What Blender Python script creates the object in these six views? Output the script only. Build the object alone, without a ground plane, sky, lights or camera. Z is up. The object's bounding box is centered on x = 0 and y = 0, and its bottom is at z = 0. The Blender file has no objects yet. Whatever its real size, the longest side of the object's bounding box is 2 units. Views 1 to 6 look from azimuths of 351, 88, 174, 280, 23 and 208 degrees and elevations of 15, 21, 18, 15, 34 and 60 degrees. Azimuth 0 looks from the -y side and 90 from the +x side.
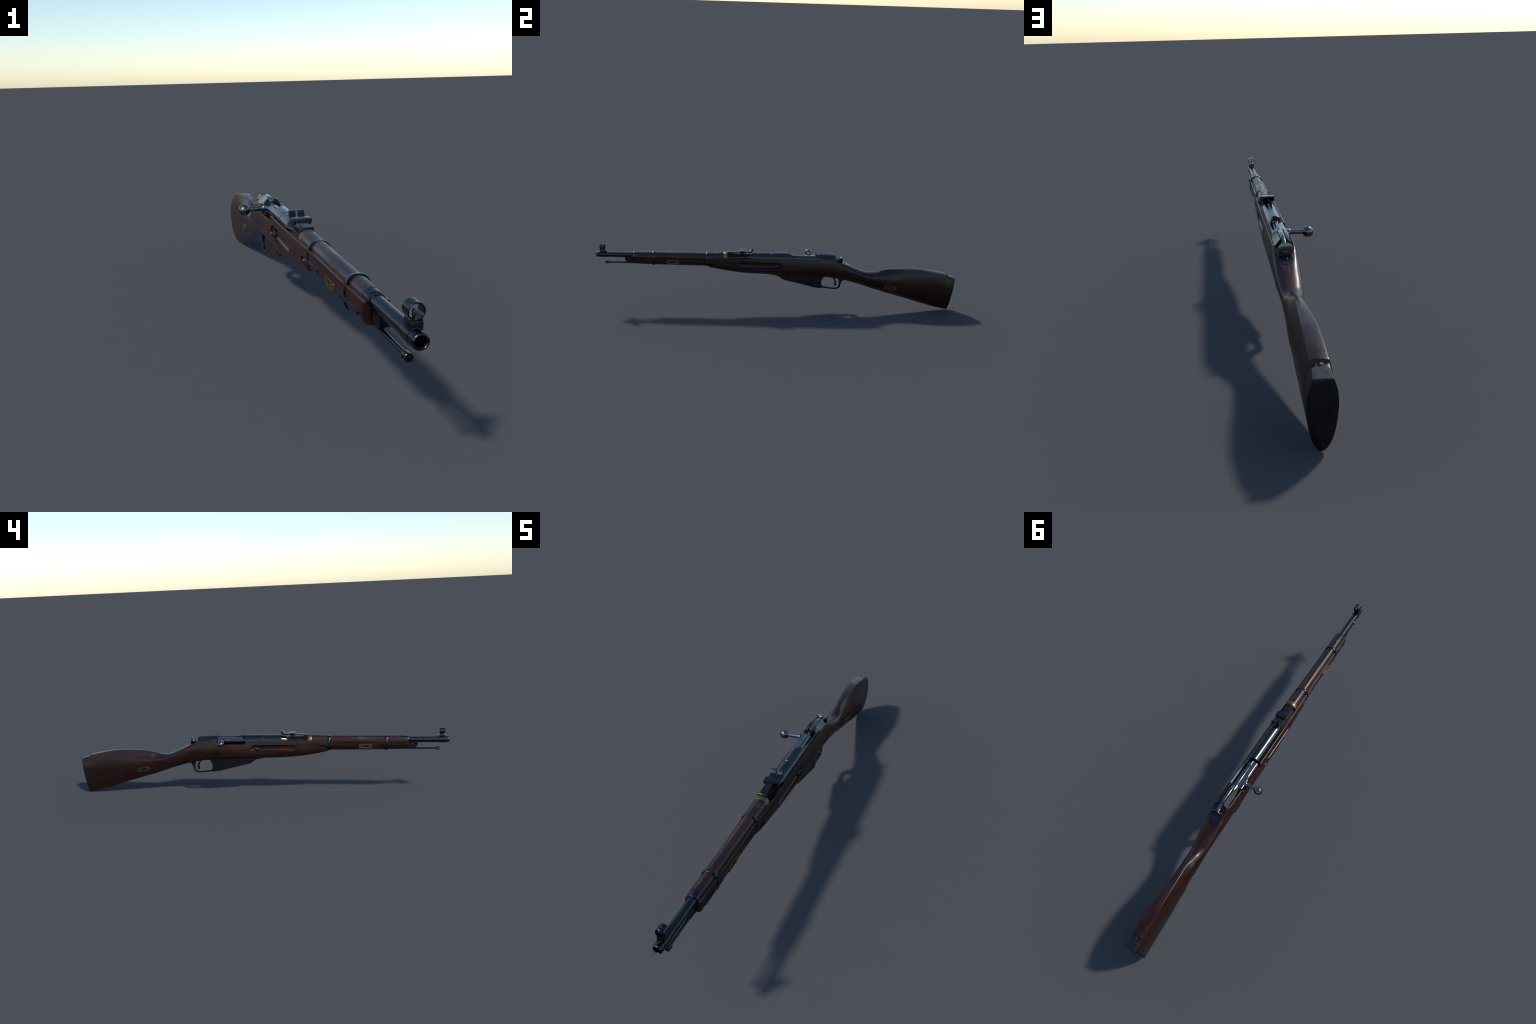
# Bolt-action carbine: wooden stock and handguard, blued barrel and receiver,
# polished bolt, brass fittings.  Barrel axis lies along y at x = CX, z = CZ.
import bpy, bmesh, math
from mathutils import Vector, Matrix

CX, CZ = 0.0367, 0.2925
pi = math.pi

# ------------------------------------------------------------------ scene root
root = bpy.data.objects.new("bolt_action_rifle", None)
root.location = (CX, 0.0, 0.0)
bpy.context.scene.collection.objects.link(root)
root["label"] = "old bolt-action carbine with worn dark wooden stock"
root["category"] = "rifle"


# ------------------------------------------------------------------ materials
def nodes_of(name):
    m = bpy.data.materials.new(name)
    m.use_nodes = True
    nt = m.node_tree
    return m, nt, nt.nodes, nt.links, nt.nodes["Principled BSDF"]


def add(nodes, kind, **kw):
    n = nodes.new(kind)
    for k, v in kw.items():
        setattr(n, k, v)
    return n


def noise(nodes, links, coord, scale, stretch=(1, 1, 1), detail=4.0, rough=0.55, dist=0.0):
    mp = add(nodes, "ShaderNodeMapping")
    mp.inputs["Scale"].default_value = stretch
    links.new(coord, mp.inputs["Vector"])
    n = add(nodes, "ShaderNodeTexNoise")
    n.inputs["Scale"].default_value = scale
    n.inputs["Detail"].default_value = detail
    n.inputs["Roughness"].default_value = rough
    n.inputs["Distortion"].default_value = dist
    links.new(mp.outputs["Vector"], n.inputs["Vector"])
    return n.outputs["Fac"]


def ramp(nodes, links, fac, stops):
    r = add(nodes, "ShaderNodeValToRGB")
    e = r.color_ramp.elements
    while len(e) < len(stops):
        e.new(0.5)
    for el, (p, c) in zip(e, stops):
        el.position = p
        el.color = (c[0], c[1], c[2], 1) if isinstance(c, tuple) else (c, c, c, 1)
    links.new(fac, r.inputs["Fac"])
    return r.outputs["Color"]


def mix(nodes, links, fac, a, b):
    m = add(nodes, "ShaderNodeMix", data_type='RGBA')
    for sock, v in ((m.inputs[0], fac), (m.inputs[6], a), (m.inputs[7], b)):
        if isinstance(v, (tuple, list)):
            sock.default_value = (*v, 1)
        elif isinstance(v, (int, float)):
            sock.default_value = v
        else:
            links.new(v, sock)
    return m.outputs[2]


def math_node(nodes, links, op, a, b=None, clamp=False):
    m = add(nodes, "ShaderNodeMath", operation=op, use_clamp=clamp)
    for i, v in enumerate((a, b)):
        if v is None:
            continue
        if isinstance(v, (int, float)):
            m.inputs[i].default_value = v
        else:
            links.new(v, m.inputs[i])
    return m.outputs[0]


def spot_mask(nodes, links, coord, centre, size, wobble):
    """Soft-edged worn patch: 1 inside an ellipsoid round `centre`."""
    mp = add(nodes, "ShaderNodeMapping", vector_type='TEXTURE')
    mp.inputs["Location"].default_value = centre
    mp.inputs["Scale"].default_value = size
    links.new(coord, mp.inputs["Vector"])
    ln = add(nodes, "ShaderNodeVectorMath", operation='LENGTH')
    links.new(mp.outputs["Vector"], ln.inputs[0])
    d = math_node(nodes, links, 'ADD', ln.outputs["Value"], wobble)
    return ramp(nodes, links, d, [(0.45, 1.0), (1.0, 0.0)])


def wood_material(name, dark, mid, light, spots=(), pale_spots=(), rim=False, gloss=(0.25, 0.42)):
    m, nt, N, L, bsdf = nodes_of(name)
    tc = add(N, "ShaderNodeTexCoord").outputs["Object"]
    # long grain along y, warped a little, plus fine pores
    grain = noise(N, L, tc, 60, (1.0, 0.055, 1.0), 6, 0.62, 0.35)
    pores = noise(N, L, tc, 420, (1.0, 0.05, 1.0), 3, 0.6)
    broad = noise(N, L, tc, 9, (1.0, 0.45, 1.0), 3, 0.5)
    col = ramp(N, L, grain, [(0.30, dark), (0.52, mid), (0.74, light)])
    # broad darker areas of handling and oil
    f = ramp(N, L, broad, [(0.40, 0.0), (0.62, 0.7)])
    col = mix(N, L, f, col, tuple(0.42 * a for a in mid))
    f = ramp(N, L, pores, [(0.60, 0.0), (0.72, 0.7)])
    col = mix(N, L, f, col, tuple(0.45 * a for a in dark))
    # dusty, greyed rubs
    rub = noise(N, L, tc, 21, (1.0, 0.5, 1.0), 4, 0.6)
    f = ramp(N, L, rub, [(0.60, 0.0), (0.76, 0.32)])
    col = mix(N, L, f, col, (0.020, 0.017, 0.015))
    flecks = noise(N, L, tc, 150, (1.0, 0.16, 1.0), 4, 0.7)
    f = ramp(N, L, flecks, [(0.56, 0.0), (0.70, 0.6)])
    col = mix(N, L, f, col, light)
    f = ramp(N, L, flecks, [(0.30, 0.75), (0.42, 0.0)])
    col = mix(N, L, f, col, tuple(0.6 * a for a in dark))
    if rim:
        sep = add(N, "ShaderNodeSeparateXYZ")
        L.new(tc, sep.inputs[0])
        mr = add(N, "ShaderNodeMapRange", interpolation_type='SMOOTHSTEP')
        mr.inputs["From Min"].default_value, mr.inputs["From Max"].default_value = .2925, .2948
        L.new(sep.outputs["Z"], mr.inputs["Value"])
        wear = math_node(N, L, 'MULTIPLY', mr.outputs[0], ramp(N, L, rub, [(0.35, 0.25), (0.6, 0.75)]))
        col = mix(N, L, wear, col, (0.060, 0.034, 0.024))  # paler top rim: some wear, plus sky reflection painted into the colour
        # wood darkens to near black towards the steel butt plate
        mr = add(N, "ShaderNodeMapRange", interpolation_type='SMOOTHSTEP')
        mr.inputs["From Min"].default_value, mr.inputs["From Max"].default_value = .925, .975
        ysum = math_node(N, L, 'ADD', sep.outputs["Y"], math_node(N, L, 'MULTIPLY', math_node(N, L, 'SUBTRACT', rub, 0.5), 0.09))
        ysum = math_node(N, L, 'ADD', ysum, math_node(N, L, 'MULTIPLY', math_node(N, L, 'SUBTRACT', 0.15, sep.outputs["Z"]), 0.12))
        L.new(ysum, mr.inputs["Value"])
        col = mix(N, L, math_node(N, L, 'MULTIPLY', mr.outputs[0], 0.8), col, (0.0060, 0.0062, 0.0060))
    wob = math_node(N, L, 'MULTIPLY',
                    math_node(N, L, 'SUBTRACT', noise(N, L, tc, 90, detail=3), 0.5), 1.6)
    rough_extra = None
    for cen, size in spots:          # dark blue-grey dents and stains
        k = spot_mask(N, L, tc, cen, size, wob)
        col = mix(N, L, math_node(N, L, 'MULTIPLY', k, 0.8), col, (0.0075, 0.0095, 0.0105))
    for cen, size in pale_spots:     # worn-through varnish, tan grey
        k = spot_mask(N, L, tc, cen, size, wob)
        col = mix(N, L, math_node(N, L, 'MULTIPLY', k, 0.5), col, (0.040, 0.034, 0.028))
        rough_extra = k if rough_extra is None else math_node(N, L, 'MAXIMUM', rough_extra, k)
    L.new(col, bsdf.inputs["Base Color"])
    r = ramp(N, L, noise(N, L, tc, 34, (1, 0.4, 1), 4), [(0.3, gloss[0]), (0.7, gloss[1])])
    if rough_extra is not None:
        r = math_node(N, L, 'ADD', r, math_node(N, L, 'MULTIPLY', rough_extra, 0.15))
    L.new(r, bsdf.inputs["Roughness"])
    bsdf.inputs["Specular IOR Level"].default_value = 0.42
    b = add(N, "ShaderNodeBump")
    b.inputs["Strength"].default_value = 0.18
    b.inputs["Distance"].default_value = 0.0008
    L.new(math_node(N, L, 'ADD', grain, math_node(N, L, 'MULTIPLY', pores, 0.5)), b.inputs["Height"])
    L.new(b.outputs["Normal"], bsdf.inputs["Normal"])
    return m


def metal_material(name, base, rough, wear=0.15, wear_col=None, scale=40, stretch=(1, 1, 1), metallic=1.0):
    m, nt, N, L, bsdf = nodes_of(name)
    tc = add(N, "ShaderNodeTexCoord").outputs["Object"]
    n1 = noise(N, L, tc, scale, stretch, 5, 0.6)
    a = tuple(0.75 * v for v in base)
    c = ramp(N, L, n1, [(0.3, a), (0.7, base)])
    if wear_col:
        f = ramp(N, L, n1, [(0.60, 0.0), (0.78, wear)])
        c = mix(N, L, f, c, wear_col)
    L.new(c, bsdf.inputs["Base Color"])
    bsdf.inputs["Metallic"].default_value = metallic
    rr = ramp(N, L, n1, [(0.3, max(0.04, rough - 0.03)), (0.7, rough + 0.05)])
    L.new(rr, bsdf.inputs["Roughness"])
    return m


WOOD = wood_material(
    "walnut_wood", (0.0058, 0.0019, 0.0015), (0.0220, 0.0046, 0.0024), (0.056, 0.0130, 0.0042),
    spots=[((0.002, 0.855, 0.172), (0.03, 0.022, 0.018)), ((0.072, 0.80, 0.185), (0.03, 0.022, 0.018)),
           ((-0.005, 0.322, 0.262), (0.03, 0.014, 0.014)), ((0.078, 0.30, 0.262), (0.03, 0.016, 0.013)),
           ((0.012, 0.43, 0.212), (0.03, 0.03, 0.010)), ((-0.006, 0.245, 0.224), (0.03, 0.014, 0.012)),
           ((0.008, -0.64, 0.283), (0.02, 0.011, 0.004)), ((0.066, -0.475, 0.281), (0.02, 0.012, 0.006))],
    pale_spots=[((0.016, 0.585, 0.218), (0.025, 0.016, 0.016))], rim=True)
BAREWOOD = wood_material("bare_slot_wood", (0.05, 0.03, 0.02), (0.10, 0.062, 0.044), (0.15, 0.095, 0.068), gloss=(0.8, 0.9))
HGWOOD = wood_material(
    "handguard_wood", (0.0085, 0.0022, 0.0020), (0.0220, 0.0044, 0.0036), (0.044, 0.0098, 0.0056),
    spots=[((0.052, -0.50, 0.31), (0.018, 0.03, 0.02)), ((0.028, -0.60, 0.313), (0.015, 0.03, 0.02))],
    pale_spots=[((0.020, -0.555, 0.305), (0.012, 0.026, 0.012)), ((0.045, -0.335, 0.318), (0.012, 0.016, 0.012)),
                ((0.030, -0.735, 0.312), (0.009, 0.016, 0.012))])
BLUED = metal_material("blued_steel", (0.052, 0.058, 0.066), 0.24, 0.3, (0.10, 0.095, 0.085))
RECEIVER = metal_material("receiver_steel", (0.070, 0.076, 0.082), 0.21, 0.15, (0.10, 0.10, 0.095), 30)
MAGSTEEL = metal_material("magazine_steel", (0.044, 0.047, 0.050), 0.36, 0.3, (0.075, 0.07, 0.065))
POLISHED = metal_material("polished_steel", (0.17, 0.175, 0.18), 0.16, 0.3, (0.17, 0.16, 0.145), 60)
BRASS = metal_material("aged_brass", (0.21, 0.155, 0.078), 0.43, 0.6, (0.10, 0.08, 0.045), 45)
PLATE = metal_material("butt_plate_steel", (0.042, 0.044, 0.047), 0.45, 0.12, (0.09, 0.09, 0.09), 60)
FLANGE = metal_material("butt_flange_steel", (0.068, 0.072, 0.076), 0.36, 0.3, (0.1, 0.1, 0.1), 60)
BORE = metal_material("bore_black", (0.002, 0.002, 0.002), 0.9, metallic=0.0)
BORE.node_tree.nodes["Principled BSDF"].inputs["Specular IOR Level"].default_value = 0.0


# ------------------------------------------------------------------ mesh helpers
def finish(name, bm, mat, parent=root, angle=35, bevel=0.0, seg=2, mats=None):
    bmesh.ops.remove_doubles(bm, verts=bm.verts, dist=1e-6)
    bmesh.ops.recalc_face_normals(bm, faces=bm.faces)
    me = bpy.data.meshes.new(name)
    bm.to_mesh(me)
    bm.free()
    ob = bpy.data.objects.new(name, me)
    bpy.context.scene.collection.objects.link(ob)
    for mm in (mats or [mat]):
        me.materials.append(mm)
    if bevel > 0:
        md = ob.modifiers.new("bevel", 'BEVEL')
        md.width = bevel
        md.segments = seg
        md.limit_method = 'ANGLE'
        md.angle_limit = math.radians(30)
        md.use_clamp_overlap = True
        apply_mods(ob)
    shade(ob, angle)
    adopt(ob, parent)
    return ob


def adopt(ob, parent):
    """Parent while keeping geometry in world coordinates."""
    ob.parent = parent
    ob.matrix_parent_inverse = parent.matrix_world.inverted() if parent is not root else \
        Matrix.Translation((-CX, 0, 0))


def shade(ob, angle):
    me = ob.data
    me.polygons.foreach_set("use_smooth", [True] * len(me.polygons))
    me.set_sharp_from_angle(angle=math.radians(angle))


def weighted(ob):
    """Keep broad faces flat-shaded across their small bevels."""
    md = ob.modifiers.new("normals", 'WEIGHTED_NORMAL')
    md.keep_sharp = True
    md.weight = 100
    apply_mods(ob)


def apply_mods(ob):
    dg = bpy.context.evaluated_depsgraph_get()
    dg.update()
    me = bpy.data.meshes.new_from_object(ob.evaluated_get(dg))
    old = ob.data
    ob.modifiers.clear()
    ob.data = me
    me.name = old.name
    bpy.data.meshes.remove(old)


def loft_bm(rings, cap=True, closed=True, bm=None):
    bm = bm or bmesh.new()
    vs = [[bm.verts.new(p) for p in r] for r in rings]
    n = len(rings[0])
    for a, b in zip(vs, vs[1:]):
        for i in range(n if closed else n - 1):
            j = (i + 1) % n
            bm.faces.new((a[i], a[j], b[j], b[i]))
    if cap:
        bm.faces.new(vs[0][::-1])
        bm.faces.new(vs[-1])
    return bm


def lathe_y(profile, cx=CX, cz=CZ, seg=48, closed_profile=False, bm=None):
    """Revolve (y, r) points round the axis x=cx, z=cz."""
    bm = bm or bmesh.new()
    rings = []
    for y, r in profile:
        rings.append([bm.verts.new((cx + r * math.cos(2 * pi * k / seg), y, cz + r * math.sin(2 * pi * k / seg)))
                      for k in range(seg)])
    pairs = list(zip(rings, rings[1:]))
    if closed_profile:
        pairs.append((rings[-1], rings[0]))
    for a, b in pairs:
        for k in range(seg):
            j = (k + 1) % seg
            bm.faces.new((a[k], a[j], b[j], b[k]))
    if not closed_profile:
        for r, rev in ((rings[0], True), (rings[-1], False)):
            bm.faces.new(r[::-1] if rev else r)
    return bm


def box_bm(x0, x1, y0, y1, z0, z1, bm=None):
    bm = bm or bmesh.new()
    r = lambda y: [(x0, y, z0), (x1, y, z0), (x1, y, z1), (x0, y, z1)]
    return loft_bm([r(y0), r(y1)], bm=bm)


def smooth_loop(pts, n=6):
    """Catmull-Rom closed curve through the points."""
    out = []
    m = len(pts)
    for i in range(m):
        p0, p1, p2, p3 = (Vector(pts[(i + k) % m]) for k in (-1, 0, 1, 2))
        for s in range(n):
            t = s / n
            out.append(tuple(0.5 * ((2 * p1) + (p2 - p0) * t + (2 * p0 - 5 * p1 + 4 * p2 - p3) * t * t
                                    + (3 * p1 - p0 - 3 * p2 + p3) * t ** 3)))
    return out


def plate(name, loops, x, half, mat, bevel=0.001, parent=root, angle=40, xf=None):
    """Extrude outlines given in the (y, z) plane to x +- half; later loops are holes."""
    cu = bpy.data.curves.new(name, 'CURVE')
    cu.dimensions = '2D'
    cu.fill_mode = 'BOTH'
    for lp in loops:
        sp = cu.splines.new('POLY')
        sp.points.add(len(lp) - 1)
        for p, (a, b) in zip(sp.points, lp):
            p.co = (a, b, 0, 1)
        sp.use_cyclic_u = True
    cu.extrude = half - bevel
    cu.bevel_depth = bevel
    cu.bevel_resolution = 2
    cu.offset = -bevel
    tmp = bpy.data.objects.new(name, cu)
    bpy.context.scene.collection.objects.link(tmp)
    dg = bpy.context.evaluated_depsgraph_get()
    me = bpy.data.meshes.new_from_object(tmp.evaluated_get(dg))
    bpy.data.objects.remove(tmp)
    bpy.data.curves.remove(cu)
    # curve x -> world y, curve y -> world z, extrusion -> world x
    M = Matrix(((0, 0, 1, x), (1, 0, 0, 0), (0, 1, 0, 0), (0, 0, 0, 1)))
    me.transform(xf @ M if xf is not None else M)
    me.materials.clear()
    me.materials.append(mat)
    me.name = name
    ob = bpy.data.objects.new(name, me)
    bpy.context.scene.collection.objects.link(ob)
    bm = bmesh.new()
    bm.from_mesh(me)
    bmesh.ops.remove_doubles(bm, verts=bm.verts, dist=1e-6)
    bmesh.ops.recalc_face_normals(bm, faces=bm.faces)
    bm.to_mesh(me)
    bm.free()
    shade(ob, angle)
    weighted(ob)
    adopt(ob, parent)
    return ob


def round_rect(cy, cz, ly, lz, r, tilt=0.0, n=6):
    pts = []
    for sx, sz, a0 in ((1, 1, 0), (-1, 1, 90), (-1, -1, 180), (1, -1, 270)):
        for k in range(n + 1):
            a = math.radians(a0 + 90 * k / n)
            pts.append((sx * (ly / 2 - r) + r * math.cos(a), sz * (lz / 2 - r) + r * math.sin(a)))
    c, s = math.cos(tilt), math.sin(tilt)
    return [(cy + a * c - b * s, cz + a * s + b * c) for a, b in pts]


def boolean(ob, cutters, op='DIFFERENCE'):
    for cobj in cutters:
        md = ob.modifiers.new("cut", 'BOOLEAN')
        md.operation = op
        md.object = cobj
        md.solver = 'EXACT'
        md.material_mode = 'TRANSFER'
    apply_mods(ob)
    for cobj in cutters:
        bpy.data.objects.remove(cobj)


def pchip(table):
    """Monotone cubic interpolation through (x, v) control points."""
    xs = [p[0] for p in table]
    vs = [p[1] for p in table]
    h = [b - a for a, b in zip(xs, xs[1:])]
    d = [(b - a) / k for a, b, k in zip(vs, vs[1:], h)]
    m = [d[0]]
    for i in range(1, len(d)):
        if d[i - 1] * d[i] <= 0:
            m.append(0.0)
        else:
            w1, w2 = 2 * h[i] + h[i - 1], h[i] + 2 * h[i - 1]
            m.append((w1 + w2) / (w1 / d[i - 1] + w2 / d[i]))
    m.append(d[-1])

    def f(x):
        if x <= xs[0]:
            return vs[0]
        if x >= xs[-1]:
            return vs[-1]
        i = next(k for k in range(len(h)) if x <= xs[k + 1])
        t = (x - xs[i]) / h[i]
        return (vs[i] * (1 + 2 * t) * (1 - t) ** 2 + m[i] * h[i] * t * (1 - t) ** 2
                + vs[i + 1] * t * t * (3 - 2 * t) + m[i + 1] * h[i] * t * t * (t - 1))
    return f


# ------------------------------------------------------------------ stock shape
# side profile: belly and top line; plan: widest half-width, its height, top-face half-width
Z_BOT = pchip([(-.80, .2460), (-.72, .2435), (-.60, .2420), (-.396, .2415), (-.3825, .2415), (-.3815, .2365),
               (-.361, .2302), (-.319, .2212), (-.27, .2124), (-.20, .2040), (-.14, .2000), (-.05, .1982),
               (.05, .1972), (.14, .1955), (.20, .1922), (.25, .1893), (.31, .1830), (.37, .1712), (.455, .149),
               (.53, .1247), (.60, .1027), (.66, .0858), (.76, .0572), (.83, .0353), (.90, .0163), (.976, .0008)])
Z_TOP = pchip([(-.80, .295), (.312, .295), (.335, .2875), (.363, .2745), (.41, .2550), (.446, .2390), (.473, .2283),
               (.50, .2200), (.52, .2185), (.535, .2195), (.557, .2245), (.58, .2308), (.60, .2355), (.64, .2405),
               (.69, .2433), (.735, .2443), (.80, .2425), (.85, .2355), (.885, .2295), (.93, .2208), (.9455, .2172),
               (.9465, .2095), (.98, .2010), (1.0, .1970)])
W_MAX = pchip([(-.80, .0277), (-.60, .0283), (-.396, .0301), (-.3825, .0303), (-.3815, .0321), (-.28, .0348),
               (-.17, .0381), (0, .0413), (.15, .0434), (.28, .0438), (.35, .0428), (.40, .0408), (.45, .0370),
               (.50, .0332), (.55, .0322), (.60, .0328), (.68, .0347), (.80, .0360), (1.0, .0362)])
Z_WID = pchip([(-.80, .270), (-.396, .267), (-.38, .262), (-.20, .248), (0, .237), (.15, .240), (.29, .242), (.37, .232),
               (.45, .212), (.52, .188), (.60, .175), (.70, .162), (.80, .150), (1.0, .130)])
T_HALF = pchip([(-.80, .0268), (-.60, .0279), (-.396, .0298), (-.3825, .0300), (-.3815, .0308), (-.28, .0326),
                (-.17, .0342), (0, .0353), (.15, .0355), (.30, .0354), (.335, .0315), (.37, .021), (.41, .008),
                (.45, .002), (.50, .0006), (.57, .0010), (.585, .003), (.61, .0068), (.65, .011), (.70, .015),
                (.765, .019), (.82, .0215), (.87, .0232), (1.0, .0238)])
ROUND = pchip([(-.80, 0), (.305, 0), (.33, .5), (.36, .9), (.38, 1.0), (.57, 1.0), (.60, .25), (.63, 0.0), (1.0, 0)])
N_LOW = pchip([(-.80, 3.0), (-.396, 3.0), (-.30, 2.5), (.25, 2.35), (.42, 2.1), (.6, 2.05), (1.0, 2.0)])
N_UP = pchip([(-.80, 2), (.325, 2), (.37, 2.5), (.46, 2.5), (.55, 2.0), (1.0, 2)])
CHAN = pchip([(-.80, 0), (-.301, 0), (-.298, .003), (-.08, .004), (.03, .008), (.07, .011), (.28, .011), (.315, 0), (1.0, 0)])
# the bolt side of the wood is a little fuller: centre line of the stock in plan
X_MID = pchip([(-.80, .0367), (-.38, .0366), (-.20, .0362), (0, .0357), (.15, .0357), (.30, .0360), (.45, .0361), (.6, .0360), (.8, .0360), (1.0, .0363)])
# heel-to-toe line of the butt
Y_END = pchip([(0, .9755), (.046, .9815), (.094, .9870), (.145, .9930), (.20, .9993), (.25, 1.003)])
SPLIT = 0.8


def shear(p, z):
    """Tilt the last stations so that the butt ends on the Y_END line."""
    return p if p <= SPLIT else SPLIT + (p - SPLIT) * (Y_END(z) - SPLIT) / (1 - SPLIT)


NOTCH = pchip([(-1, .30), (.0505, .30), (.060, .2785), (.207, .2785), (.219, .30), (1.2, .30)])


def half_section(p, grow=0.0, notch=False, lower=16, upper=14):
    """Right half of the stock outline from bottom centre to top centre: list of (x, z)."""
    yb, yt = shear(p, 0.0), shear(p, .2)
    zb, zt = Z_BOT(yb) - grow, Z_TOP(yt)
    w, zw, t = W_MAX(p) + grow, Z_WID(p), T_HALF(p) + grow
    rd, nl, ch = ROUND(p), N_LOW(p), CHAN(p)
    pts = []
    for i in range(lower):
        a = (pi / 2) * i / lower
        pts.append((w * abs(math.sin(a)) ** (2 / nl), zw - (zw - zb) * math.cos(a) ** (2 / nl)))
    for i in range(upper + 1):
        a = (pi / 2) * i / upper
        ne = N_UP(p)
        s = math.sin(a) ** (2 / ne)
        zr = zt - .0016 * (1 - rd)
        par = w - (w - t) * s * s
        ell = t + (w - t) * abs(math.cos(a)) ** (2 / ne)
        pts.append(((1 - rd) * par + rd * ell, zw + (zr - zw) * s))
    rim = min(.0038, .35 * t)
    cr = .0022 * min(1.0, t / .0235) if p > .6 else .0006 * min(1.0, t / .03)
    pts += [(t - min(.0004, .1 * t), zt - .0006 * (1 - rd)), (t - min(.0014, .2 * t), zt)]
    pts += [(t - rim, zt + cr * .28), (t - 1.4 * rim, zt - ch + cr * .38), (t * .45, zt - ch + cr * .8), (0.0, zt - ch + cr)]
    if notch:
        lim = NOTCH(p)
        pts = [(x, min(z, lim - (.010 if lim < .29 and i >= len(pts) - 3 else 0))) for i, (x, z) in enumerate(pts)]
    return pts


def stock_ring(p, grow=0.0):
    r = half_section(p, grow)
    l = half_section(p, grow, notch=True)
    xm = X_MID(p)
    ring = [(xm + x, z) for x, z in r] + [(xm - x, z) for x, z in reversed(l[1:-1])]
    return [(x, shear(p, z), z) for x, z in ring]


stations = [-.796 + .006 * k for k in range(int((.94 + .796) / .006) + 1)]
stations += [-.3825, -.3815, -.301, -.2995, -.298, .0505, .053, .0555, .058, .060, .207, .210, .213, .216, .219,
             .9440, .9455, .9465, .948, .955, .962, .970, .978, .985]
P_PLATE = .9910
stations = sorted(s for s in stations if s < P_PLATE - .001)
clean = []
for s in stations + [P_PLATE]:
    if not clean or s - clean[-1] > .0006:
        clean.append(s)
front = [stock_ring(-.7962, -.0022), stock_ring(-.7955, -.0010), stock_ring(-.7935, -.0002)]
stock = finish("stock", loft_bm(front + [stock_ring(s) for s in clean[1:]]), WOOD)


def surface_x(y, z):
    """Half-width of the stock at height z."""
    hs = half_section(y)[:31]
    for (x0, z0), (x1, z1) in zip(hs, hs[1:]):
        if z0 <= z <= z1:
            return x0 + (x1 - x0) * (z - z0) / max(1e-9, z1 - z0)
    return hs[-1][0]


def capsule_cutter(y0, y1, z, r, x, depth, e=2.0):
    """Long rounded trough, elliptical in section."""
    rings = []
    n = 8
    prof = [(y0 + r - r * math.cos(pi / 2 * k / n), r * math.sin(pi / 2 * k / n)) for k in range(1, n + 1)]
    prof += [(y1 - r + r * math.sin(pi / 2 * k / n), r * math.cos(pi / 2 * k / n)) for k in range(0, n)]
    for y, rr in prof:
        q = lambda v: math.copysign(abs(v) ** (2 / e), v)
        rings.append([(x + depth * (rr / r) ** .6 * q(math.cos(2 * pi * (k + .5) / 36)), y, z + rr * q(math.sin(2 * pi * (k + .5) / 36))) for k in range(36)])
    ob = finish("cutter", loft_bm(rings), WOOD)
    return ob


cutters = []
for s in (-1, 1):
    # finger groove with a rear point round the recoil bolt
    cutters.append(capsule_cutter(-.214, .022, .2585, .0172, X_MID(-.1) + s * .0410, .0118, e=3.0))
    cutters.append(capsule_cutter(-.010, .030, .2525, .0095, X_MID(0) + s * .0425, .0085))
    # slot behind the rear band
    cutters.append(capsule_cutter(-.405, -.336, .260, .0092, X_MID(-.36) + s * .0345, .013))
TILT = -.17
slot_b = finish("cutter", loft_bm([[(x, a, b) for a, b in round_rect(.639, .1375, .036, .0115, .004, TILT)]
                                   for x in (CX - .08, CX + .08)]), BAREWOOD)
slot_f = finish("cutter", loft_bm([[(x, a, b) for a, b in round_rect(-.578, .2635, .033, .013, .0025)]
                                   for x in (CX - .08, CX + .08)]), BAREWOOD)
boolean(stock, cutters + [slot_b, slot_f])
shade(stock, 32)

# brass sling-slot escutcheons
for s in (-1, 1):
    xs = surface_x(.639, .1375)
    slope = (surface_x(.67, .1375) - surface_x(.61, .1375)) / .06
    R = Matrix.Translation((X_MID(.639) + s * (xs - .0005), .639, .1375)) @ Matrix.Rotation(-s * math.atan(slope), 4, 'Z') \
        @ Matrix.Rotation(s * math.atan((surface_x(.639, .147) - surface_x(.639, .128)) / .019), 4, 'Y') @ Matrix.Translation((0, -.639, -.1375))
    plate("sling_escutcheon", [round_rect(.639, .1375, .071, .0262, .0095, TILT),
                               round_rect(.639, .1375, .035, .0110, .004, TILT)],
          0, .0022, BRASS, .0008, xf=R)
    xs = surface_x(-.578, .2635)
    R = Matrix.Translation((X_MID(-.578) + s * (xs - .0008), 0, .2640)) @ Matrix.Rotation(s * math.atan((surface_x(-.578, .274) - surface_x(-.578, .256)) / .018), 4, 'Y') @ Matrix.Translation((0, 0, -.2640))
    plate("sling_escutcheon", [round_rect(-.578, .2640, .069, .0240, .007), round_rect(-.578, .2635, .032, .0125, .0025)],
          0, .0020, BRASS, .0008, xf=R)

# ------------------------------------------------------------------ butt plate
prings = [stock_ring(p, g) for p, g in ((P_PLATE + .0004, .0002), (P_PLATE + .0012, .0008), (.9985, .0008), (1.0, .0002))]
ends = [(CX + (x - CX) * .95, y + .0015 * .5, .11 + (z - .11) * .985) for x, y, z in prings[-1]]
butt = finish("butt_plate", loft_bm(prings + [ends]), PLATE)

# flange on the heel: tongue with rounded shoulders
def flange_z(y):
    return .2145 + (y - .947) * (.1990 - .2145) / .051


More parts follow.
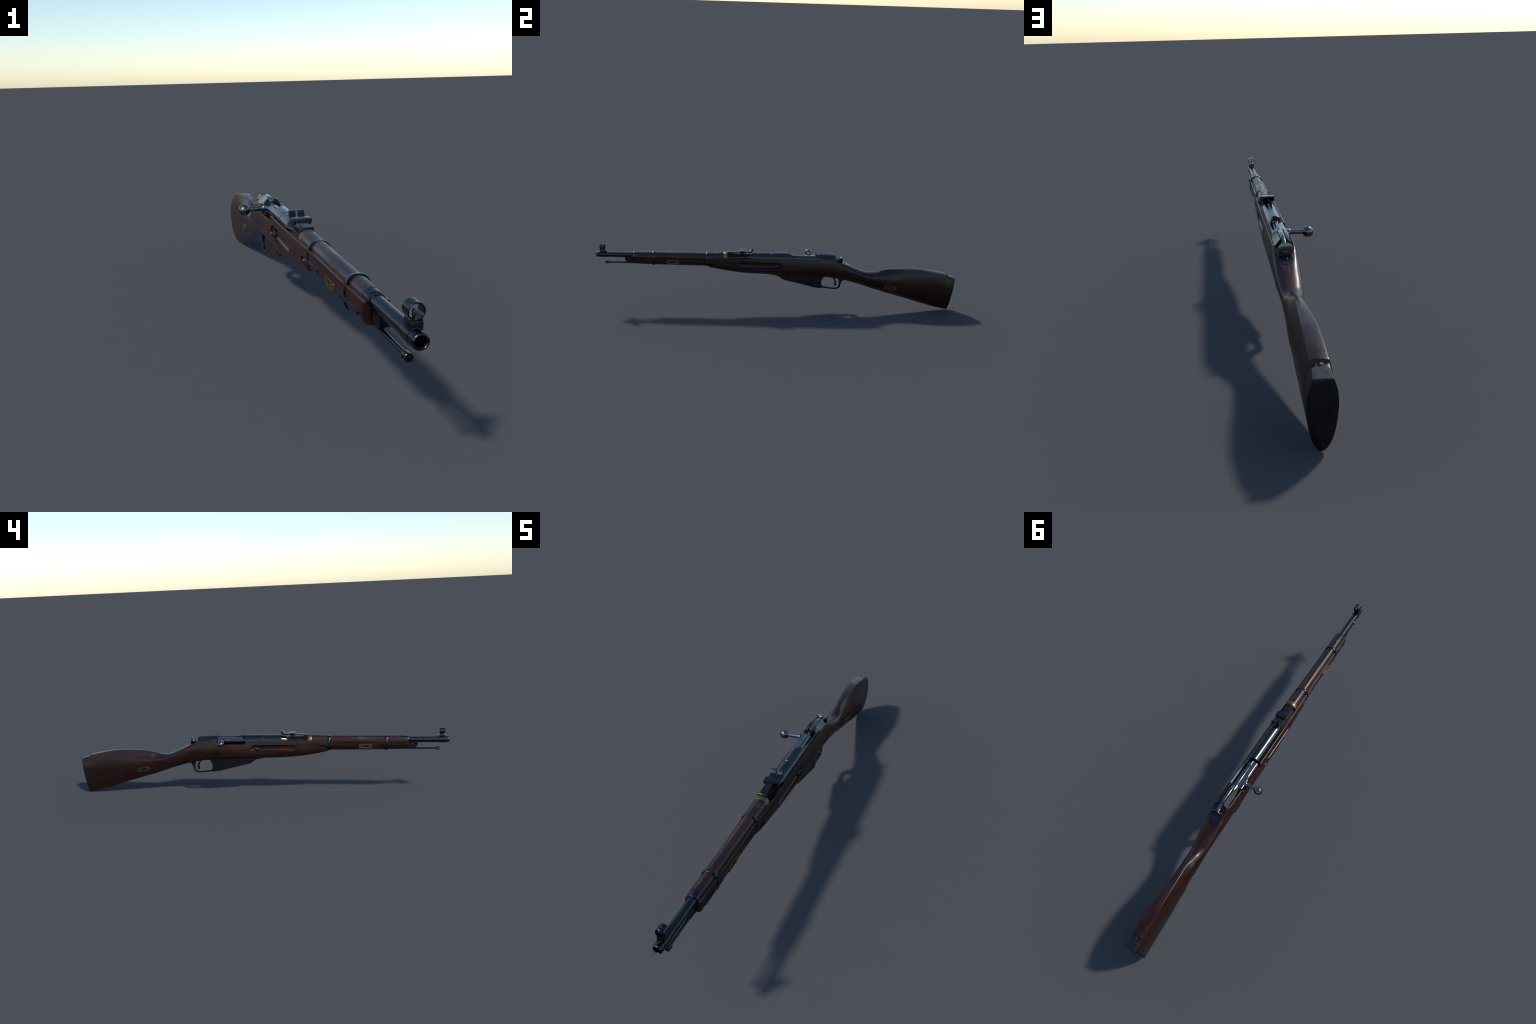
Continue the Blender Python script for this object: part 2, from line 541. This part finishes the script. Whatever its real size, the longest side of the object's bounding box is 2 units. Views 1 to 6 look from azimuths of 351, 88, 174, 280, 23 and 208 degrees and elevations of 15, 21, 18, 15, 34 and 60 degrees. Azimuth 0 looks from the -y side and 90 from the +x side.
half_w = pchip([(.9462, .0), (.9468, .004), (.949, .0082), (.952, .0100), (.9575, .0106), (.9605, .0125), (.9640, .0172),
                (.9670, .0198), (.972, .0212), (.9982, .0236)])
rings = []
for y in [.9462, .9468, .9478, .949, .9505, .952, .955, .9575, .959, .9605, .962, .964, .9655, .967, .9695, .972, .98, .990, .9975, .9984]:
    h = max(half_w(y), .0012)
    zt = flange_z(y) - (.0010 if y > .998 else 0)
    rings.append([(CX + h, y, zt - .005), (CX + h, y, zt - .0007), (CX + h * .96, y, zt), (CX, y, zt + .0004), (CX - h * .96, y, zt),
                  (CX - h, y, zt - .0007), (CX - h, y, zt - .005)])
flange = finish("butt_plate_flange", loft_bm(rings), FLANGE, parent=butt)


def dome_screw(name, loc, axis, r, h, mat, parent=root, slot=True, slot_angle=0.3):
    """Low domed screw head with a driver slot, its axis pointing outwards."""
    bm = bmesh.new()
    seg, rings = 28, []
    prof = [(r, -h), (r, 0.0)] + [(r * math.cos(a), h * math.sin(a)) for a in (.25, .55, .85, 1.1, 1.35)]
    for rr, zz in prof:
        rings.append([(rr * math.cos(2 * pi * k / seg), rr * math.sin(2 * pi * k / seg), zz) for k in range(seg)])
    loft_bm(rings, bm=bm)
    M = Matrix.Translation(loc) @ Vector((0, 0, 1)).rotation_difference(Vector(axis)).to_matrix().to_4x4()
    if slot:
        tmp = finish(name, bm, mat)
        cb = box_bm(-r * 1.2, r * 1.2, -r * .13, r * .13, h * .45, h * 3)
        bmesh.ops.rotate(cb, verts=cb.verts, matrix=Matrix.Rotation(slot_angle, 3, 'Z'))
        boolean(tmp, [finish("cutter", cb, mat)])
        tmp.data.transform(M)
        shade(tmp, 35)
        adopt(tmp, parent)
        return tmp
    bmesh.ops.transform(bm, matrix=M, verts=bm.verts)
    return finish(name, bm, mat, parent=parent)


dome_screw("screw", (CX, .9550, flange_z(.9550) + .0004), (0, .28, 1), .0066, .0030, FLANGE, butt)
dome_screw("screw", (CX, Y_END(.057) + .0001, .057), (0, 1, -.12), .0062, .0012, PLATE, butt)

# ------------------------------------------------------------------ handguard, bands, springs
HG_R = pchip([(-.770, .0205), (-.72, .0211), (-.67, .0213), (-.60, .0215), (-.45, .0224), (-.40, .0230), (-.38, .0238),
              (-.33, .0258), (-.298, .0264)])


def arch(y, r, zc=.2935, base=.290, n=28):
    pts = [(CX + r, y, base)]
    for k in range(n + 1):
        a = pi * k / n
        pts.append((CX + r * math.cos(a), y, zc + r * math.sin(a)))
    pts.append((CX - r, y, base))
    return pts


ys = [-.769 + (.769 - .2985) * k / 60 for k in range(61)]
finish("handguard", loft_bm([arch(-.7695, HG_R(-.769) - .001)] + [arch(y, HG_R(y)) for y in ys] + [arch(-.298, HG_R(-.298) - .001)]), HGWOOD)
finish("handguard_ferrule", loft_bm([arch(y, r) for y, r in (
    (-.7985, .0158), (-.7980, .0172), (-.7965, .0182), (-.794, .0187), (-.790, .0190), (-.775, .0196), (-.770, .0197))]), BLUED)
finish("brass_ring", loft_bm([arch(y, r) for y, r in ((-.2990, .0255), (-.2985, .0268), (-.2975, .0274), (-.279, .0276),
                                                       (-.2775, .0270), (-.2770, .0255))]), BRASS)


def band_ring(y, g, w, ztop, zbot, zm=.271):
    pts = []
    n = 20
    for q, (zz, e) in enumerate(((ztop + g, 2.6), (zbot - g, 3.2))):
        for k in range(n * 2 if q == 0 else n * 2):
            a = pi * k / (n * 2) + (pi if q else 0)
            cx, sz = math.cos(a), math.sin(a)
            pts.append((CX + (w + g) * math.copysign(abs(cx) ** (2 / e), cx), y, zm + abs(zz - zm) * math.copysign(abs(sz) ** (2 / e), sz)))
    return pts


for y0, y1, w, zt, zb in ((-.3945, -.3825, .0316, .3160, .2398), (-.6905, -.6770, .0294, .3155, .2398)):
    b = finish("barrel_band", loft_bm([band_ring(y0, -.0012, w, zt, zb), band_ring(y0, .0, w, zt, zb), band_ring(y0 + .0012, .0009, w, zt, zb),
                                       band_ring(y1 - .0012, .0009, w, zt, zb), band_ring(y1, 0, w, zt, zb), band_ring(y1, -.0012, w, zt, zb)]), BLUED, angle=40)

for s in (-1, 1):
    for y0, y1 in ((-.482, -.376), (-.774, -.653)):
        ym = (y0 + y1) / 2
        xs = surface_x(ym, .266)
        sl = (surface_x(y1, .266) - surface_x(y0, .266)) / (y1 - y0)
        R = Matrix.Translation((X_MID(ym) + s * xs, ym, 0)) @ Matrix.Rotation(-s * math.atan(sl), 4, 'Z') @ Matrix.Translation((0, -ym, 0))
        plate("band_spring", [round_rect(ym, .2665, y1 - y0, .0105, .0035)], 0, .0030, BLUED, .0010, xf=R)

# ------------------------------------------------------------------ barrel, front sight, cleaning rod
bm = lathe_y([(-.952, .0096), (-.9975, .0096), (-.9990, .0103), (-1.0, .0112), (-1.0, .0126), (-.9992, .0140), (-.9970, .0152), (-.9940, .0156),
              (-.980, .0156), (-.9795, .0151), (-.94, .0151), (-.80, .0154), (-.60, .0160), (-.30, .0170), (-.15, .0185)])
barrel = finish("barrel", bm, BLUED, angle=40, mats=[BLUED, BORE])
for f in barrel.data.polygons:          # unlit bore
    c = f.center
    if f.center.y < -.94 and math.hypot(c.x - CX, c.z - CZ) < .0098:
        f.material_index = 1
sight = finish("front_sight_base", lathe_y([(-.9790, .0156), (-.9785, .0166), (-.955, .0168), (-.9460, .0166), (-.9450, .0153)]), BLUED)
finish("front_sight_block", loft_bm([[(CX - .0118, y, .298), (CX + .0118, y, .298), (CX + .0118, y, zt), (CX - .0118, y, zt)]
                                     for y, zt in ((-.9785, .3195), (-.9535, .3195))]), BLUED, parent=sight, bevel=.0008)
finish("front_sight_foot", box_bm(CX - .0100, CX + .0100, -.9540, -.9455, .300, .3155), BLUED, parent=sight, bevel=.0008)
bm = lathe_y([(-.9785, .0132), (-.9785, .0148), (-.9777, .0154), (-.9533, .0154), (-.9525, .0148), (-.9525, .0132)], cz=.3360, closed_profile=True)
hood = finish("front_sight_hood", bm, BLUED, parent=sight)
# saddle under the hood
plate_pts = [(-.0118, .3170), (.0118, .3170), (.0112, .3215), (.0098, .3246), (.0060, .3222), (0, .3212), (-.0060, .3222), (-.0098, .3246), (-.0112, .3215)]
finish("front_sight_saddle", loft_bm([[(CX + a, y, b) for a, b in plate_pts] for y in (-.9775, -.9540)]), BLUED, parent=sight, bevel=.0004)
# drift hole on top of the hood, and the post
hole = finish("cutter", loft_bm([[(CX + .0026 * math.cos(2 * pi * k / 16), -.9655 + .0026 * math.sin(2 * pi * k / 16), z) for k in range(16)]
                                 for z in (.342, .356)]), BLUED)
boolean(hood, [hole])
shade(hood, 35)
finish("front_sight_post", loft_bm([[(CX + r * math.cos(2 * pi * k / 14), -.9655 + r * math.sin(2 * pi * k / 14), z) for k in range(14)]
                                    for z, r in ((.318, .0026), (.3365, .0024), (.3372, .0019))]), BLUED, parent=sight)
for s in (-1, 1):
    finish("index_mark", box_bm(CX + s * .0118 - .0004, CX + s * .0118 + .0004, -.968, -.963, .3105, .3118), MAGSTEEL, parent=sight)

RZ = .2469
rod = finish("cleaning_rod", lathe_y([(-.9335, .0050), (-.76, .0050)], cz=RZ, seg=20), BLUED)
head = finish("rod_head", lathe_y([(-.9535, .0070), (-.9535, .0078), (-.9527, .0085), (-.9385, .0085), (-.9350, .0074), (-.9325, .0052)], cz=RZ, seg=28), BLUED, parent=rod)
cb = box_bm(CX - .0100, CX + .0100, -.9480, -.9425, RZ - .0024, RZ + .0024)
boolean(head, [finish("cutter", cb, BLUED)])
shade(head, 35)
lug = plate("bayonet_lug", [[(-.790, .2930), (-.8432, .2905), (-.8432, .2680), (-.8415, .2620), (-.8375, .2570), (-.832, .2545), (-.826, .2535), (-.790, .2535)]],
            CX, .0118, MAGSTEEL, .0012)
for s in (-1, 1):
    dome_screw("screw", (CX + s * .0118, -.815, .2675), (s, 0, 0), .0048, .0009, MAGSTEEL, lug, slot_angle=.8)

# ------------------------------------------------------------------ rear sight
base = plate("rear_sight_base", [[(-.2765, .288), (-.1665, .288), (-.1665, .304), (-.1705, .3130), (-.176, .3165), (-.205, .3150), (-.262, .3180), (-.2765, .3200)]],
             CX, .0165, MAGSTEEL, .0008)
leaf = plate("rear_sight_leaf", [[(-.2770, .3190), (-.2770, .3228), (-.2745, .3245), (-.2680, .3243), (-.18, .3305), (-.18, .3265), (-.266, .3200)]],
             CX, .0122, BLUED, .0007)
hinge = finish("leaf_hinge", loft_bm([[(CX + x, -.2735 + .0036 * math.cos(2 * pi * k / 16), .3215 + .0036 * math.sin(2 * pi * k / 16)) for k in range(16)]
                                      for x in (-.0158, .0158)]), BLUED, parent=leaf, bevel=.0006)
curl = [(-.192, .3298), (-.172, .3305), (-.158, .3308), (-.149, .3352), (-.1445, .3420), (-.1425, .3465), (-.1375, .3460), (-.1365, .3420),
        (-.1395, .3330), (-.1465, .3262), (-.156, .3235), (-.172, .3245), (-.192, .3262)]
for x in (-.0124, .0124):
    plate("sight_notch_wing", [curl], CX + x, .0095, BLUED, .0007, parent=leaf)
finish("notch_bridge", box_bm(CX - .0040, CX + .0040, -.192, -.166, .3262, .3300), BLUED, parent=leaf, bevel=.0005)
slider = plate("sight_slider", [[(-.2115, .3265), (-.2110, .3335), (-.2080, .3352), (-.1855, .3362), (-.1828, .3345), (-.1825, .3275), (-.185, .3255), (-.2085, .3245)]],
               CX, .0272, BLUED, .0012, parent=leaf)
for s in (-1, 1):
    finish("slider_catch", box_bm(CX + s * .0205 - .0058, CX + s * .0205 + .0058, -.209, -.186, .3195, .3260), BLUED, parent=leaf, bevel=.0015)

# ------------------------------------------------------------------ receiver
receiver = finish("receiver", lathe_y([(-.172, .0175), (-.166, .0190), (-.160, .0205), (-.142, .0268), (-.135, .0284), (-.128, .0290), (-.0398, .0290),
                                       (-.0392, .0282), (-.0378, .0282), (-.0370, .0292), (-.0355, .0298), (.0555, .0298), (.0570, .0290)], seg=64), RECEIVER, angle=30)
weighted(receiver)


def sector_ring(y, a0, a1, ro, ri, n=18, flat=None):
    """Closed arc section between two angles (degrees, from +x towards +z)."""
    out = []
    for k in range(n + 1):
        a = math.radians(a0 + (a1 - a0) * k / n)
        r = ro
        if flat is not None:
            th, dd = flat
            r = min(ro, dd / max(.2, math.cos(a - math.radians(th))))
        out.append((CX + r * math.cos(a), y, CZ + r * math.sin(a)))
    for k in range(n, -1, -1):
        a = math.radians(a0 + (a1 - a0) * k / n)
        out.append((CX + ri * math.cos(a), y, CZ + ri * math.sin(a)))
    return out


# left wall with its scooped loading opening
TOPANG = pchip([(.050, 92), (.058, 90), (.062, 78), (.068, 66), (.077, 56), (.088, 47), (.100, 41), (.115, 37), (.14, 35), (.215, 35)])
finish("receiver_wall", loft_bm([sector_ring(.0555 + .00515 * k, -70, TOPANG(.0555 + .00515 * k), .0298, .0215) for k in range(31)]), RECEIVER, parent=receiver, angle=30)
finish("receiver_rail", loft_bm([sector_ring(y, 196, 290, .0298, .0200) for y in (.050, .215)]), MAGSTEEL, parent=receiver)
# rear bridge: split ring whose flanks are planed flat towards the rear
PLANE = pchip([(.2100, .0300), (.226, .0298), (.240, .0275), (.262, .0252), (.29, .0240), (.325, .0236)])
for sgn in (1, -1):
    rings = []
    for k in range(29):
        y = .2105 + .0039 * k
        a0, a1 = -30, 66
        r = sector_ring(y, a0, a1, .0298, .0145, flat=(40, PLANE(y)))
        if sgn < 0:
            r = [(2 * CX - x, yy, z) for x, yy, z in r]
        rings.append(r)
    finish("receiver_bridge", loft_bm(rings), RECEIVER, parent=receiver, angle=22)


# tang inlaid in the wrist
def top_z(y, x):
    hs = [q for q in half_section(y)][16:31]
    for (x0, z0), (x1, z1) in zip(hs, hs[1:]):
        if x1 <= x <= x0:
            return z0 + (z1 - z0) * (x0 - x) / max(1e-9, x0 - x1)
    return hs[-1][1]


TANG_W = pchip([(.31, .0225), (.36, .0220), (.380, .0212), (.390, .0180), (.396, .0125), (.400, .004), (.4006, .001)])
rings = []
for k in range(26):
    y = .312 + (.4006 - .312) * (1 - (1 - k / 25) ** 1.8)
    h = TANG_W(y)
    row = [(CX + h * (2 * j / 12 - 1), y, top_z(y, abs(h * (2 * j / 12 - 1))) + .0012) for j in range(13)]
    rings.append(row + [(x, yy, z - .008) for x, yy, z in reversed(row)])
tang = finish("tang", loft_bm(rings), RECEIVER, parent=receiver)
dome_screw("screw", (CX, .3745, top_z(.3745, 0) + .0012), (0, .42, .9), .0065, .0022, RECEIVER, tang)

# ------------------------------------------------------------------ bolt
bolt = finish("bolt", lathe_y([(.056, .0135), (.074, .0142), (.075, .0160), (.0945, .0160), (.0955, .0156), (.225, .0156)], seg=40), POLISHED)


def bar_ring(y, x0, x1, z0, zt, n=14, e=3.2):
    """Flat-bottomed bar with a softly rounded top."""
    xm, hw = (x0 + x1) / 2, (x1 - x0) / 2
    pts = [(CX + x1, y, z0)]
    for k in range(n + 1):
        a = pi * k / n
        c = math.cos(a)
        pts.append((CX + xm + hw * math.copysign(abs(c) ** (2 / e), c), y, z0 + (zt - z0) * math.sin(a) ** (2 / e)))
    pts.append((CX + x0, y, z0))
    return pts[1:-1]


finish("bolt_bar", loft_bm([bar_ring(y, -.0122, .0085, .2925, z) for y, z in ((.0955, .3090), (.0965, .3098), (.21, .3098), (.2135, .3090))]), POLISHED, parent=bolt)
finish("bolt_head", loft_bm([bar_ring(y, -.0125, .0125, .2925, z) for y, z in ((.076, .3100), (.078, .3112), (.0925, .3112), (.094, .3100))]), POLISHED, parent=bolt)
# guide rib carrying the handle
RIB_X = pchip([(.060, -.0268), (.120, -.0268), (.130, -.0278), (.138, -.0275), (.148, -.0300), (.160, -.0335), (.165, -.0340), (.2095, -.0340)])
rib = []
for y, e in ((.0635, -.0015), (.0650, 0), (.09, 0), (.12, 0), (.13, 0), (.138, 0), (.148, 0), (.155, 0), (.160, 0), (.165, 0), (.19, 0), (.2080, 0), (.2095, -.0015)):
    o = RIB_X(y) - e
    rib.append([(CX - .005, y, .2870 - e), (CX - .005, y, .3050 + e), (CX - .012, y, .3046 + e), (CX + o + .004, y, .3030 + e), (CX + o + .001, y, .3014 + e),
                (CX + o, y, .2990 + e), (CX + o, y, .2915 - e), (CX + o + .0015, y, .2885 - e), (CX + o + .004, y, .2870 - e)])
weighted(finish("bolt_rib", loft_bm(rib), POLISHED, parent=bolt, angle=30))


def sweep(path, seg=24):
    """Round rod through (centre, radius) stations."""
    rings = []
    for i, (p, r) in enumerate(path):
        a = Vector(path[max(0, i - 1)][0])
        b = Vector(path[min(len(path) - 1, i + 1)][0])
        d = (b - a).normalized()
        u = d.cross(Vector((0, 1, 0))).normalized()
        v = d.cross(u)
        rings.append([tuple(Vector(p) + r * (math.cos(2 * pi * k / seg) * u + math.sin(2 * pi * k / seg) * v)) for k in range(seg)])
    return rings


BALL = Vector((-.0610, .1761, .2942))
foot = Vector((CX - .030, .1765, .2975))
path = []
for t, r in ((0, .0112), (.07, .0112), (.09, .0104), (.11, .0098), (.13, .0102), (.15, .0098), (.17, .0086), (.25, .0083), (.7, .0080), (.9, .0079), (1.0, .0079)):
    path.append((tuple(foot.lerp(BALL, t)), r))
handle = finish("bolt_handle", loft_bm(sweep(path)), POLISHED, parent=bolt)
bm = bmesh.new()
bmesh.ops.create_uvsphere(bm, u_segments=40, v_segments=24, radius=.0187, matrix=Matrix.Translation(BALL))
finish("handle_knob", bm, POLISHED, parent=handle, angle=60)

# cocking piece: rounded bar falling to the rear, flared knob
rows = [(.2170, .3185, .0100), (.2180, .3203, .0110), (.2205, .3214, .0114), (.26, .3218, .0111), (.295, .3216, .0104), (.305, .3202, .0101), (.315, .3165, .0099),
        (.325, .3110, .0097), (.335, .3046, .0095), (.340, .3018, .0094)]
cock = finish("cocking_piece", loft_bm([bar_ring(y, -w, w, .2850, z, e=3.6) for y, z, w in rows]), POLISHED, parent=bolt)
finish("cocking_knob", lathe_y([(.322, .0105), (.342, .0102), (.3445, .0100), (.3485, .0110), (.3520, .0140), (.3545, .0185), (.3560, .0220), (.3570, .0234), (.3590, .0238), (.3606, .0232),
                                (.3615, .0215), (.3620, .0060), (.3616, .0055), (.3616, .0040), (.3622, .0036)], cz=CZ + .0006, seg=48), POLISHED, parent=cock, angle=40)
for dz in (.0062, -.0062):
    finish("knob_mark", box_bm(CX - .0004, CX + .0004, .3612, .3624, CZ + dz - .0025, CZ + dz + .0025), MAGSTEEL, parent=cock)

# ------------------------------------------------------------------ magazine, trigger guard, trigger
magazine = plate("magazine", [[(-.040, .2010), (-.040, .1975), (-.020, .1962), (-.004, .1925), (.010, .1865), (.022, .1780), (.032, .1712), (.040, .1681),
                               (.1285, .1460), (.1285, .2010)]], CX, .0188, MAGSTEEL, .0010)
plate("magazine_body", [[(.1297, .2010), (.1297, .1460), (.1950, .1295), (.2045, .1395), (.2045, .2010)]], CX, .0174, MAGSTEEL, .0010, parent=magazine)
plate("magazine_rear", [[(.2057, .2010), (.2057, .1400), (.2000, .1300), (.1968, .1283), (.2200, .1248), (.2430, .1213), (.2520, .1235), (.2500, .1320), (.2488, .1500),
                         (.2500, .1680), (.2560, .1800), (.2560, .2010)]], CX, .0182, MAGSTEEL, .0010, parent=magazine)
for s in (-1, 1):
    dome_screw("screw", (CX + s * .0186, .040, .1905), (s, 0, 0), .0066, .0042, RECEIVER, magazine, slot=False)

inner = smooth_loop([(.3440, .1765), (.3500, .1600), (.3500, .1440), (.3420, .1285), (.3240, .1232), (.2900, .1264), (.2620, .1315), (.2510, .1420), (.2492, .1580),
                     (.2530, .1750), (.2640, .1845), (.2800, .1860), (.3080, .1825), (.3300, .1795)], 5)
outer = [(.3790, .1760), (.3690, .1670), (.3620, .1560), (.3590, .1440), (.3580, .1340), (.3570, .1285), (.3480, .1205), (.3370, .1160), (.3220, .1143), (.2900, .1176),
         (.2520, .1222), (.2440, .1215), (.2300, .1300), (.2300, .1960), (.2800, .1960), (.3300, .1900), (.3790, .1790)]
guard = plate("trigger_guard", [outer, inner], CX, .0102, MAGSTEEL, .0014)
plate("trigger", [smooth_loop([(.3080, .1900), (.3110, .1800), (.3210, .1690), (.3255, .1570), (.3255, .1440), (.3250, .1345), (.3340, .1335), (.3352, .1450),
                               (.3350, .1570), (.3300, .1700), (.3210, .1800), (.3190, .1900)], 4)], CX, .0052, BLUED, .0014, parent=guard)

# ------------------------------------------------------------------ recoil bolt heads
for s in (-1, 1):
    bm = bmesh.new()
    seg = 32
    prof = [(.0125, -.012), (.0138, -.002), (.0138, .0015), (.0128, .0028), (.0105, .0035), (.0088, .0028), (.0086, .0022), (.0080, .0048), (.0066, .0060), (.0040, .0068), (.0012, .0070)]
    rings = [[(X_MID(0) + s * (.0322 + h), -.0040 + r * math.cos(2 * pi * k / seg), .2500 + r * math.sin(2 * pi * k / seg)) for k in range(seg)] for r, h in prof]
    rb = finish("recoil_bolt", loft_bm(rings, bm=bm), RECEIVER)
